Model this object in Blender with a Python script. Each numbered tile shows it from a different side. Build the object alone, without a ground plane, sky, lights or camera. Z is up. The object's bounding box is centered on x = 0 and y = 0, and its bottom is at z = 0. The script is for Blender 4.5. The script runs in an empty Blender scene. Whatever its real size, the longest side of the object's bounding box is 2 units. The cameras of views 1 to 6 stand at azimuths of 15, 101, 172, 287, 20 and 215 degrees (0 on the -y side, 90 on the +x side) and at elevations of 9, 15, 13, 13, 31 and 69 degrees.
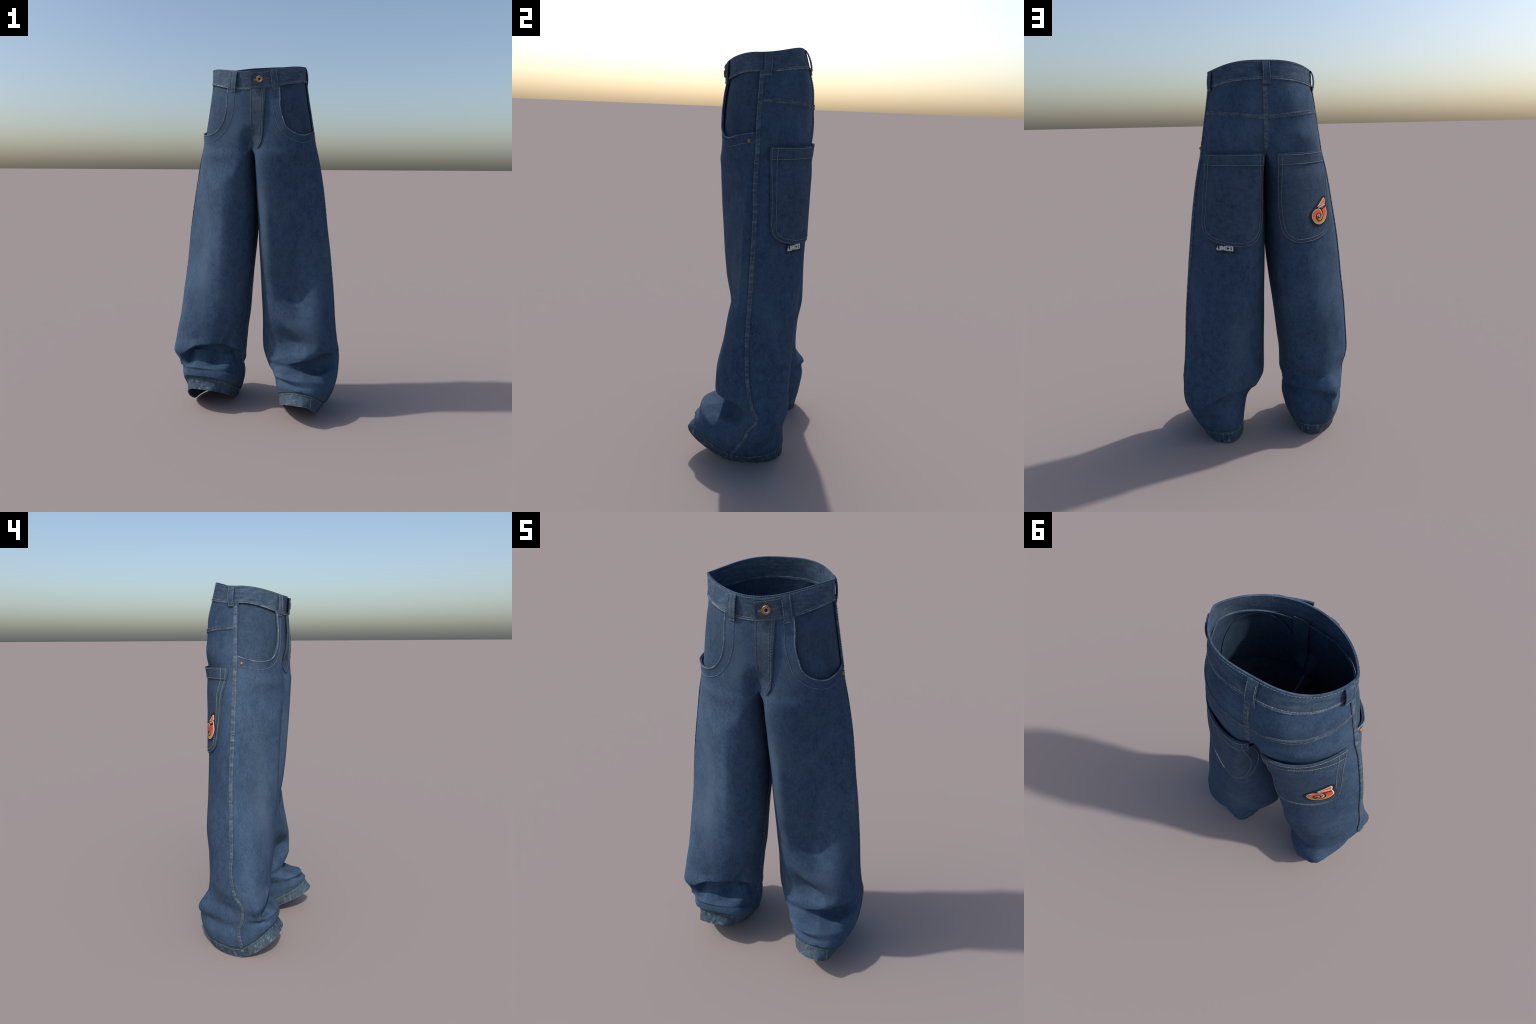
"""Very wide, washed blue denim jeans, standing empty.

The cloth is one lofted surface per leg, described by a stack of cross-sections
(rings).  A ring has four landmarks: front, outer, back, inner.  A place on the
cloth is (u, t): u runs 0 front, 1 outer seam, 2 back, 3 inner seam, 4 front;
t is the nominal height of the ring.  All parts (waistband, pockets, cuffs,
seams, stitches, patch, tag) are cut from, or laid on, that surface.
"""
import bpy
import math
import numpy as np
from mathutils import noise, Vector

rng = np.random.default_rng(11)

# --------------------------------------------------------------------------
# 1. cross-sections
# --------------------------------------------------------------------------
CROTCH = 1.55
WAIST_TOP, WAIST_SEAM = 1.961, 1.885


def ring(t, front, outer, back, inner=(0.0, 0.0), lift=(0, 0, 0), pf=(2.2, 2.2), pb=(2.2, 2.2), pi=(2.2, 2.2), pib=(1.9, 1.9)):
    """t nominal height; landmarks in plan; lift of front, back, inner landmark;
    exponents of the front-outer, back-outer, front-inner and back-inner arcs."""
    return [t, *front, *outer, *back, *inner, *lift, *pf, *pb, *pi, *pib]


def hips(side, outer_y):
    """Rings from waistband to crotch: a lens, fuller over front hip and seat."""
    w = lambda left, right: left if side > 0 else -right
    return [
        ring(1.961, (0, -0.173), (w(0.262, 0.266), outer_y - 0.002), (0, 0.188), lift=(-0.037, 0.039, 0), pf=(2, 1.2), pb=(3, 1.4)),
        ring(1.885, (0, -0.166), (w(0.264, 0.267), outer_y), (0, 0.214), lift=(-0.050, 0.030, 0), pf=(2.2, 1.5), pb=(2.8, 1.5)),
        ring(1.800, (0, -0.166), (w(0.275, 0.278), outer_y), (0, 0.240), lift=(-0.040, 0.005, 0), pf=(2.6, 2.0), pb=(2.8, 1.7)),
        ring(1.720, (0, -0.168), (w(0.289, 0.290), outer_y), (0, 0.244), lift=(-0.03, 0.0, 0), pf=(2.8, 2.1), pb=(2.8, 1.7)),
        ring(1.630, (0, -0.172), (w(0.305, 0.304), outer_y), (0, 0.248), lift=(-0.02, 0.015, 0), pf=(2.8, 2.0), pb=(3.0, 1.65)),
        ring(1.550, (0, -0.178), (w(0.322, 0.320), outer_y), (0, 0.245), (0, 0.02), lift=(-0.02, 0.02, -0.04), pf=(2.7, 1.75), pb=(2.6, 1.3), pi=(5, 5), pib=(3.5, 3.5)),
    ]


LEFT = hips(1, 0.020) + [
    ring(1.500, (0.040, -0.182), (0.334, 0.018), (0.04, 0.250), (0.0, 0.04), lift=(-0.012, 0.010, -0.03), pf=(2.3, 1.6), pb=(1.9, 1.4), pi=(2.8, 2.8), pib=(2.2, 2.2)),
    ring(1.430, (0.065, -0.180), (0.350, 0.015), (0.065, 0.256), (0.002, 0.045), lift=(-0.005, 0.004, -0.01), pf=(1.9, 1.15), pb=(1.6, 1.5), pi=(2.5, 2.5), pib=(1.8, 1.8)),
    ring(1.300, (0.085, -0.172), (0.377, 0.012), (0.085, 0.258), (0.002, 0.05), pf=(1.8, 0.74), pb=(1.5, 1.5), pi=(2.4, 2.4), pib=(1.6, 1.6)),
    ring(1.080, (0.100, -0.157), (0.407, 0.010), (0.11, 0.257), (0.004, 0.05), pf=(1.25, 0.80), pb=(1.45, 1.45), pi=(1.9, 1.9)),
    ring(0.880, (0.110, -0.132), (0.427, 0.010), (0.15, 0.249), (0.012, 0.06), pf=(1.50, 1.0), pb=(1.7, 1.7), pi=(2.0, 2.0)),
    ring(0.700, (0.140, -0.116), (0.440, 0.010), (0.19, 0.245), (0.018, 0.06), pf=(2.3, 2.1), pb=(2.1, 2.1), pi=(2.0, 2.0), pib=(1.7, 1.7)),
    ring(0.550, (0.23, -0.125), (0.450, 0.015), (0.23, 0.240), (0.022, 0.06), pf=(2.2, 2.2), pb=(2.3, 2.3), pi=(2.0, 2.0), pib=(1.6, 1.6)),
    ring(0.420, (0.31, -0.128), (0.463, 0.035), (0.26, 0.236), (0.023, 0.05), pf=(2.2, 2.2), pb=(2.5, 2.5), pi=(1.8, 1.8), pib=(1.6, 1.6)),
    ring(0.345, (0.30, -0.122), (0.473, 0.058), (0.28, 0.234), (0.028, 0.05), pf=(1.7, 1.7), pb=(2.6, 2.6), pi=(1.7, 1.7), pib=(1.6, 1.6)),
    ring(0.295, (0.23, -0.118), (0.476, 0.065), (0.29, 0.232), (0.048, 0.05), pf=(1.4, 1.4), pb=(2.6, 2.6), pi=(1.8, 1.8), pib=(1.6, 1.6)),
    ring(0.250, (0.24, -0.190), (0.476, 0.045), (0.29, 0.230), (0.085, 0.04), lift=(0.015, 0, 0), pf=(1.5, 1.5), pb=(2.5, 2.5), pib=(1.6, 1.6)),
    ring(0.200, (0.26, -0.215), (0.472, 0.040), (0.28, 0.224), (0.118, 0.02), lift=(0.04, 0, 0), pf=(1.7, 1.7), pb=(2.4, 2.4), pib=(1.7, 1.7)),
    ring(0.150, (0.28, -0.232), (0.460, 0.020), (0.26, 0.216), (0.130, 0.00), lift=(0.06, 0, 0), pf=(2.2, 2.2)),
    ring(0.062, (0.29, -0.236), (0.420, -0.01), (0.24, 0.218), (0.145, 0.0), lift=(0.128, 0, 0), pf=(3.0, 3.0)),
    ring(0.000, (0.300, -0.272), (0.384, -0.02), (0.238, 0.218), (0.148, 0.03), lift=(0.135, 0, 0.0), pf=(4.0, 4.0)),
]
RIGHT = hips(-1, 0.0) + [
    ring(1.500, (-0.045, -0.182), (-0.332, 0.000), (-0.04, 0.238), (0.0, 0.02), lift=(-0.012, 0.010, -0.03), pf=(2.3, 1.6), pb=(2.0, 1.4), pi=(2.8, 2.8), pib=(2.2, 2.2)),
    ring(1.430, (-0.080, -0.181), (-0.347, 0.000), (-0.08, 0.234), (-0.002, 0.01), lift=(-0.005, 0.004, -0.01), pf=(1.65, 1.40), pb=(1.8, 1.6), pi=(2.5, 2.5), pib=(1.8, 1.8)),
    ring(1.300, (-0.150, -0.181), (-0.372, -0.005), (-0.11, 0.228), (-0.002, 0.0), pf=(1.3, 1.22), pb=(1.6, 1.6), pi=(2.4, 2.4), pib=(1.7, 1.7)),
    ring(1.080, (-0.165, -0.176), (-0.407, -0.010), (-0.13, 0.226), (-0.006, 0.0), pf=(1.10, 1.06), pb=(1.6, 1.6)),
    ring(0.880, (-0.180, -0.171), (-0.431, -0.020), (-0.16, 0.224), (-0.024, 0.0), pf=(1.18, 1.12), pb=(1.6, 1.6)),
    ring(0.700, (-0.19, -0.165), (-0.450, -0.030), (-0.19, 0.222), (-0.045, 0.0), pf=(1.7, 1.7), pb=(1.8, 1.8), pi=(2, 2), pib=(2.2, 2.2)),
    ring(0.550, (-0.22, -0.160), (-0.464, -0.040), (-0.22, 0.200), (-0.060, 0.0), pf=(2.3, 2.3), pb=(1.85, 1.85), pi=(1.9, 1.9), pib=(2.8, 2.8)),
    ring(0.430, (-0.28, -0.156), (-0.476, -0.080), (-0.24, 0.192), (-0.072, 0.0), pf=(2.7, 2.7), pb=(1.9, 1.9), pi=(1.9, 1.9), pib=(2.6, 2.6)),
    ring(0.350, (-0.33, -0.168), (-0.481, -0.110), (-0.30, 0.190), (-0.072, 0.0), pf=(2.7, 2.7), pb=(1.5, 1.5), pi=(1.9, 1.9), pib=(2.2, 2.2)),
    ring(0.312, (-0.32, -0.158), (-0.470, -0.100), (-0.32, 0.208), (-0.078, 0.0), pf=(2.5, 2.5), pb=(1.4, 1.4), pib=(2.2, 2.2)),
    ring(0.262, (-0.31, -0.190), (-0.455, -0.080), (-0.345, 0.232), (-0.084, 0.0), lift=(0.01, 0, 0), pf=(2.5, 2.5), pb=(1.4, 1.4), pib=(2.2, 2.2)),
    ring(0.200, (-0.32, -0.202), (-0.442, -0.040), (-0.335, 0.240), (-0.080, 0.0), lift=(0.05, 0, 0), pf=(2.5, 2.5), pb=(1.05, 1.05), pi=(2.6, 2.6), pib=(2.2, 2.2)),
    ring(0.130, (-0.33, -0.208), (-0.430, -0.020), (-0.310, 0.230), (-0.092, 0.02), lift=(0.09, 0, 0), pf=(2.6, 2.6), pb=(1.5, 1.5), pi=(3.2, 3.2), pib=(2.2, 2.2)),
    ring(0.062, (-0.31, -0.198), (-0.412, -0.010), (-0.27, 0.220), (-0.115, 0.04), lift=(0.14, 0, 0), pf=(3, 3), pb=(1.7, 1.7), pi=(3.5, 3.5), pib=(2.2, 2.2)),
    ring(0.000, (-0.290, -0.232), (-0.392, -0.020), (-0.23, 0.210), (-0.143, 0.05), lift=(0.15, 0, 0), pf=(4, 4), pb=(1.9, 1.9), pi=(3.6, 3.6), pib=(2.2, 2.2)),
]

# folds pressed into the cloth: (u, t) ends, half width, depth (negative goes in)
FOLDS_LEFT = [
    ((0.40, 0.90), (0.24, 0.60), 0.070, -0.060),      # hollow between the two front ridges
    ((3.50, 0.41), (4.02, 0.44), 0.080, -0.052),      # knee hollow
    ((0.20, 0.30), (0.80, 0.315), 0.050, -0.050), ((0.60, 0.28), (0.98, 0.32), 0.040, -0.030),
    ((1.4, 0.25), (1.8, 0.24), 0.05, 0.012), ((1.42, 0.124), (1.88, 0.156), 0.016, -0.010),
    ((3.30, 0.30), (4.20, 0.380), 0.026, 0.009), ((3.35, 0.24), (3.74, 0.284), 0.022, -0.012),
    ((3.74, 0.284), (4.33, 0.292), 0.022, -0.014), ((3.64, 0.228), (4.56, 0.190), 0.022, 0.013),
    ((3.72, 0.215), (4.2, 0.165), 0.018, -0.016)]
FOLDS_RIGHT = [
    ((1.15, 0.29), (1.75, 0.31), 0.048, -0.014),
    ((3.25, 0.355), (3.85, 0.345), 0.045, -0.030), ((3.40, 0.318), (3.88, 0.310), 0.032, -0.040), ((3.3, 0.42), (3.6, 0.42), 0.04, -0.020), ((0.45, 0.300), (0.95, 0.320), 0.040, 0.014),
    ((3.67, 0.235), (4.60, 0.262), 0.022, 0.014), ((3.2, 0.205), (3.5, 0.212), 0.026, -0.020),
    ((0.44, 0.262), (0.95, 0.300), 0.022, -0.010), ((0.29, 0.190), (0.89, 0.250), 0.020, -0.014)]
# ledges: cloth stacks and hangs over a line; (u, t) points, step in below, reach below, swell above
LEDGES_LEFT = [
    ([(2.95, 0.262), (2.80, 0.278), (2.50, 0.300), (2.10, 0.296), (1.89, 0.264), (1.68, 0.224)], 0.026, 0.060, 0.007),
    ([(0.22, 0.352), (0.47, 0.380), (0.72, 0.385), (0.92, 0.385), (1.10, 0.364), (1.19, 0.324)], 0.020, 0.050, 0.006)]
LEDGES_RIGHT = [
    ([(0.62, 0.322), (0.35, 0.340), (0.08, 0.385), (-0.30, 0.400), (-0.46, 0.392), (-0.80, 0.350), (-1.04, 0.310)], 0.070, 0.068, 0.005),
    ([(3.0, 0.255), (2.5, 0.278), (2.25, 0.272), (2.0, 0.246), (1.85, 0.205)], 0.022, 0.055, 0.006)]


def pchip(x, y, q):
    """Monotone cubic through (x, y) at q; x ascending."""
    h, d = np.diff(x), np.diff(y) / np.diff(x)
    m = np.zeros(len(x))
    for i in range(1, len(x) - 1):
        if d[i - 1] * d[i] > 0:
            w1, w2 = 2 * h[i] + h[i - 1], h[i] + 2 * h[i - 1]
            m[i] = (w1 + w2) / (w1 / d[i - 1] + w2 / d[i])
    m[0], m[-1] = d[0], d[-1]
    k = np.clip(np.searchsorted(x, q) - 1, 0, len(x) - 2)
    s = (q - x[k]) / h[k]
    return ((2 * s**3 - 3 * s**2 + 1) * y[k] + (s**3 - 2 * s**2 + s) * h[k] * m[k]
            + (-2 * s**3 + 3 * s**2) * y[k + 1] + (s**3 - s**2) * h[k] * m[k + 1])


class Cloth:
    """The lofted surface of one leg, on a fine (t, u) grid with lookups."""
    NQ = 72

    def __init__(self, rings, side, folds, ledges):
        self.side = side
        R = np.array(rings)[::-1]
        fine = np.concatenate([np.arange(0, 0.45, 0.004), np.arange(0.45, WAIST_TOP, 0.008), [WAIST_TOP]])
        self.T = np.unique(np.concatenate([fine, [CROTCH, WAIST_SEAM]]))
        cols = [pchip(R[:, 0], R[:, i], self.T) for i in range(1, R.shape[1])]
        self.U = np.linspace(0, 4, 4 * self.NQ + 1)
        P = np.zeros((len(self.T), len(self.U), 3))
        th = np.linspace(0, math.pi / 2, 160)
        for k, t in enumerate(self.T):
            (xf, yf, xo, yo, xb, yb, xi, yi, lf, lb, li, p1, q1, p2, q2, p3, q3, p4, q4) = [c[k] for c in cols]
            quarters = [((xf, yf), (xo, yo), p1, q1, 0), ((xo, yo), (xb, yb), p2, q2, 1),
                        ((xb, yb), (xi, yi), p4, q4, 0), ((xi, yi), (xf, yf), p3, q3, 1)]
            for n, (a, b, p, q, kind) in enumerate(quarters):
                s, c = np.sin(th), np.cos(th)
                if kind == 0:    # leaves along x, arrives along y
                    x = a[0] + (b[0] - a[0]) * s ** (2 / p)
                    y = b[1] + (a[1] - b[1]) * np.maximum(c, 0) ** (2 / q)
                else:
                    x = b[0] + (a[0] - b[0]) * np.maximum(c, 0) ** (2 / p)
                    y = a[1] + (b[1] - a[1]) * s ** (2 / q)
                L = np.concatenate([[0], np.cumsum(np.hypot(np.diff(x), np.diff(y)))])
                g = np.linspace(0, L[-1], self.NQ + 1)
                j = slice(n * self.NQ, (n + 1) * self.NQ + 1)
                P[k, j, 0], P[k, j, 1] = np.interp(g, L, x), np.interp(g, L, y)
            x, y = P[k, :, 0], P[k, :, 1]
            z = np.full(len(x), t)
            yref = np.where(self.U <= 2, yo, yi)
            wf = np.clip((yref - y) / (yref - yf), 0, 1)
            wb = np.clip((y - yref) / (yb - yref), 0, 1)
            inner = self.U > 2
            bend = np.where(inner, 1.1, 1.5) if t < 0.5 else 2.0
            z += lf * wf**bend + lb * wb**2 + np.where(inner, li * (1 - wf**2) * (1 - wb**2), 0)
            P[k, :, 2] = z
        # cloth has no knife edges: round each closed ring a little
        kernel = np.hanning(15)[1:-1]
        kernel /= kernel.sum()
        for k in np.where(self.T < 1.42)[0]:
            loop = P[k, :-1]
            pad = np.vstack([loop[-6:], loop, loop[:6]])
            loop = np.stack([np.convolve(pad[:, i], kernel, mode="valid") for i in range(3)], axis=1)
            w = np.clip((1.42 - self.T[k]) / 0.1, 0, 1)
            P[k, :-1] = P[k, :-1] * (1 - w) + loop * w
            P[k, -1] = P[k, 0]
        self.P = P
        self.measure()
        D = np.zeros(P.shape[:2])
        for (ua, ta), (ub, tb), width, depth in folds:
            D += self.fold((ua, ta), (ub, tb), width, depth)
        for points, depth, reach, swell in ledges:
            D += self.ledge(points, depth, reach, swell)
        D -= 0.007 * np.clip((0.072 - self.T) / 0.008, 0, 1)[:, None]     # the cuff is drawn in
        # broad, lazy unevenness of heavy cloth below the hips
        TT, UU = np.meshgrid(self.T, self.U, indexing="ij")
        amp = 0.002 * np.clip((1.35 - TT) / 0.3, 0, 1) + 0.003 * np.clip((0.45 - TT) / 0.2, 0, 1)
        amp *= np.clip((TT - 0.0) / 0.08, 0.3, 1)
        for k in range(len(self.T)):
            if amp[k, 0] <= 0:
                continue
            for j in range(len(self.U)):
                p = P[k, j]
                D[k, j] += amp[k, j] * noise.noise(Vector((p[0] * 9 + side * 7, p[1] * 9, p[2] * 4.5)))
        D[:, -1] = D[:, 0]
        self.P = P + self.N * D[..., None]
        # centre seams sink between the legs, in front and behind
        NQ = self.NQ
        ease = lambda q: q * q * (3 - 2 * q)
        x, y, z = self.P[..., 0], self.P[..., 1], self.P[..., 2]
        fade = ease(np.clip((z - 1.40) / 0.12, 0, 1)) * ease(np.clip((1.66 - z) / 0.11, 0, 1))
        y += 0.036 * fade * np.exp(-(x / 0.045) ** 2) * ease(np.clip((-0.03 - y) / 0.10, 0, 1))
        y -= 0.026 * fade * np.exp(-(x / 0.035) ** 2) * ease(np.clip((y - 0.08) / 0.10, 0, 1))
        # the two halves meet exactly on the centre seams and along the crotch curve
        high = self.T >= CROTCH - 1e-9
        self.P[high, 0, 0] = self.P[high, 2 * NQ, 0] = 0.0
        k = int(np.argmin(np.abs(self.T - CROTCH)))
        s = np.linspace(0, 1, 2 * NQ + 1)[:, None]
        self.P[k, 2 * NQ:] = self.P[k, 2 * NQ] * (1 - s) + self.P[k, 0] * s - np.array([0, 0, 0.05]) * np.sin(np.pi * s)
        self.P[self.T <= CROTCH, -1] = self.P[self.T <= CROTCH, 0]
        self.measure()

    def measure(self):
        P = self.P
        du = np.zeros_like(P)
        du[:, 1:-1] = P[:, 2:] - P[:, :-2]
        du[:, 0] = P[:, 1] - P[:, 0]
        du[:, -1] = P[:, -1] - P[:, -2]
        closed = self.T < CROTCH - 0.01
        du[closed, 0] = du[closed, -1] = P[closed, 1] - P[closed, -2]
        NQ = self.NQ
        top = ~closed
        du[top, 2 * NQ] = P[top, 2 * NQ] - P[top, 2 * NQ - 1]
        dt = np.gradient(P, axis=0)
        n = np.cross(du, dt)
        n /= np.maximum(np.linalg.norm(n, axis=2, keepdims=True), 1e-9)
        self.N = n * self.side
        seg = np.linalg.norm(np.diff(P, axis=1), axis=2)
        A = np.concatenate([np.zeros((len(P), 1)), np.cumsum(seg, axis=1)], axis=1)
        self.A = A - A[:, NQ:NQ + 1]        # arc length from the side seam, positive to the back

    def fold(self, a, b, width, depth):
        TT, UU = np.meshgrid(self.T, self.U, indexing="ij")
        k = 0.27                             # metres per quarter, near enough
        out = np.zeros(TT.shape)
        for shift in (-4, 0, 4):
            px, py = (UU + shift) * k, TT
            ax, ay, bx, by = a[0] * k, a[1], b[0] * k, b[1]
            dx, dy = bx - ax, by - ay
            s = np.clip(((px - ax) * dx + (py - ay) * dy) / (dx * dx + dy * dy), 0, 1)
            d = np.hypot(px - ax - s * dx, py - ay - s * dy)
            swell = np.sin(np.pi * s)
            f = depth * (0.35 + 0.65 * swell) * np.exp(-(d / (width * (0.75 + 0.25 * swell))) ** 2)
            out = np.where(np.abs(f) > np.abs(out), f, out)
        return out

    def ledge(self, points, depth, reach, swell):
        TT, UU = np.meshgrid(self.T, self.U, indexing="ij")
        pts = np.array(sorted(points))
        out = np.zeros(TT.shape)
        for shift in (-4, 0, 4):
            u = UU + shift
            line = np.interp(u, pts[:, 0], pts[:, 1])
            ends = np.clip((u - pts[0, 0]) / 0.22, 0, 1) * np.clip((pts[-1, 0] - u) / 0.22, 0, 1)
            d = TT - line
            below = -depth * np.exp(-(np.maximum(-d, 0) / reach) ** 1.6) * np.clip(-d / 0.012, 0, 1)
            above = swell * np.exp(-(np.maximum(d, 0) / 0.04) ** 2) * np.clip((d + 0.008) / 0.008, 0, 1)
            out += (below + above) * ends
        return out

    def look(self, grid, u, t):
        u = np.asarray(u, float) % 4.0 if np.max(u) > 4 or np.min(u) < 0 else np.asarray(u, float)
        t = np.asarray(t, float)
        fu = np.clip(u * self.NQ, 0, 4 * self.NQ - 1e-6)
        i = fu.astype(int)
        a = fu - i
        k = np.clip(np.searchsorted(self.T, t, side="right") - 1, 0, len(self.T) - 2)
        b = np.clip((t - self.T[k]) / (self.T[k + 1] - self.T[k]), 0, 1)
        if grid.ndim == 3:
            a, b = a[:, None], b[:, None]
        return (grid[k, i] * (1 - a) + grid[k, i + 1] * a) * (1 - b) + (grid[k + 1, i] * (1 - a) + grid[k + 1, i + 1] * a) * b

    def at(self, u, t, off=0.0):
        u, t = np.atleast_1d(u), np.atleast_1d(t)
        n = self.look(self.N, u, t)
        n /= np.maximum(np.linalg.norm(n, axis=1, keepdims=True), 1e-9)
        return self.look(self.P, u, t) + n * np.reshape(off, (-1, 1)) * np.ones((len(u), 1)), n

    def find(self, p, lo=0.0, hi=4.0):
        """(u, t) of the grid node nearest to a world point, with u in [lo, hi]."""
        d = np.linalg.norm(self.P - np.array(p), axis=2) + 9 * ((self.U < lo) | (self.U > hi))[None]
        k, j = np.unravel_index(np.argmin(d), d.shape)
        return self.U[j], self.T[k]

    def u_of_arc(self, arc, t, lo=0.0, hi=2.0):
        """u where the ring at t has the given arc length from the side seam."""
        arc, t = np.broadcast_arrays(np.asarray(arc, float), np.asarray(t, float))
        out = np.zeros(arc.shape)
        us = np.linspace(lo, hi, 220)
        for i, (a, tt) in enumerate(zip(arc.ravel(), t.ravel())):
            out.ravel()[i] = np.interp(a, self.look(self.A, us, np.full(220, tt)), us)
        return out


L, R = Cloth(LEFT, 1, FOLDS_LEFT, LEDGES_LEFT), Cloth(RIGHT, -1, FOLDS_RIGHT, LEDGES_RIGHT)

# --------------------------------------------------------------------------
# 2. cutting cloth: pieces of the surface bounded by implicit curves
# --------------------------------------------------------------------------


def piece(cloth, us, ts, cuts):
    """Quads on the grid us x ts, kept where every cut(u, t) < 0, trimmed exactly."""
    V = [(u, t) for t in ts for u in us]
    nu = len(us)
    F = [(k * nu + j, k * nu + j + 1, (k + 1) * nu + j + 1, (k + 1) * nu + j) for k in range(len(ts) - 1) for j in range(nu - 1)]
    for cut in cuts:
        arr = np.array(V)
        f = cut(arr[:, 0], arr[:, 1])
        f = np.where(np.abs(f) < 1e-7, -1e-7, f)
        made, G = {}, []
        for face in F:
            inside = [f[i] < 0 for i in face]
            if all(inside):
                G.append(face)
                continue
            if not any(inside):
                continue
            new = []
            for i, j in zip(face, face[1:] + face[:1]):
                if f[i] < 0:
                    new.append(i)
                if (f[i] < 0) != (f[j] < 0):
                    key = (min(i, j), max(i, j))
                    if key not in made:
                        s = f[i] / (f[i] - f[j])
                        made[key] = len(V)
                        V.append((V[i][0] + (V[j][0] - V[i][0]) * s, V[i][1] + (V[j][1] - V[i][1]) * s))
                    new.append(made[key])
            if len(new) > 2:
                G.append(tuple(new))
        F = G
    # join u = 4 to u = 0, and leave the inner half open above the crotch
    arr = np.array(V)
    F = [f for f in F if not (arr[list(f), 0].min() > 2 - 1e-6 and arr[list(f), 0].mean() > 2 and arr[list(f), 1].mean() > CROTCH)]
    seam = {round(V[i][1], 6): i for i in {i for f in F for i in f} if abs(V[i][0]) < 1e-9}
    join = {i: seam[round(V[i][1], 6)] for i in {i for f in F for i in f} if abs(V[i][0] - 4) < 1e-9 and V[i][1] < CROTCH + 1e-6 and round(V[i][1], 6) in seam}
    F = [tuple(join.get(i, i) for i in f) for f in F]
    used = sorted({i for face in F for i in face})
    back = {i: n for n, i in enumerate(used)}
    return np.array([V[i] for i in used]), [tuple(back[i] for i in face) for face in F]


def thick(P, N, F, off, th):
    """Shell: outer skin at P + N*off, inner skin th below it, closed rim."""
    n = len(P)
    off = np.broadcast_to(off, (n,))[:, None]
    th = np.broadcast_to(th, (n,))[:, None]
    V = np.vstack([P + N * off, P + N * (off - th)])
    edges = {}
    for face in F:
        for i, j in zip(face, face[1:] + face[:1]):
            edges[(i, j)] = edges.get((i, j), 0) + 1
    faces = list(F) + [tuple(i + n for i in reversed(face)) for face in F]
    for i, j in edges:
        if (j, i) not in edges:
            faces.append((j, i, i + n, j + n))
    return V, faces


def merge(*meshes):
    V, F, k = [], [], 0
    for v, f in meshes:
        V.append(np.asarray(v))
        F += [tuple(i + k for i in face) for face in f]
        k += len(v)
    return np.vstack(V), F


def flip(mesh, side):
    v, f = mesh
    return (v, f) if side > 0 else (v, [tuple(reversed(x)) for x in f])


JEANS = bpy.data.objects.new("jeans", None)
bpy.context.scene.collection.objects.link(JEANS)
JEANS["label"] = "very wide baggy blue denim jeans standing empty, stacked cuffs"
JEANS["category"] = "jeans"


def make(name, mesh, mat, parent=JEANS, smooth=40, stuff=False, weld=True):
    v, f = mesh
    me = bpy.data.meshes.new(name)
    me.from_pydata([tuple(p) for p in np.asarray(v)], [], f)
    if weld:
        import bmesh
        bm = bmesh.new()
        bm.from_mesh(me)
        bmesh.ops.remove_doubles(bm, verts=bm.verts, dist=1e-5)
        bmesh.ops.dissolve_degenerate(bm, dist=1e-6, edges=bm.edges)
        bm.to_mesh(me)
        bm.free()
    me.materials.append(mat)
    me.shade_smooth()
    me.set_sharp_from_angle(angle=math.radians(smooth))
    ob = bpy.data.objects.new(name, me)
    bpy.context.scene.collection.objects.link(ob)
    ob.parent = parent
    if stuff:
        ob["kind"] = "stuff"
    return ob


# --------------------------------------------------------------------------
# 3. materials
# --------------------------------------------------------------------------


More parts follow.
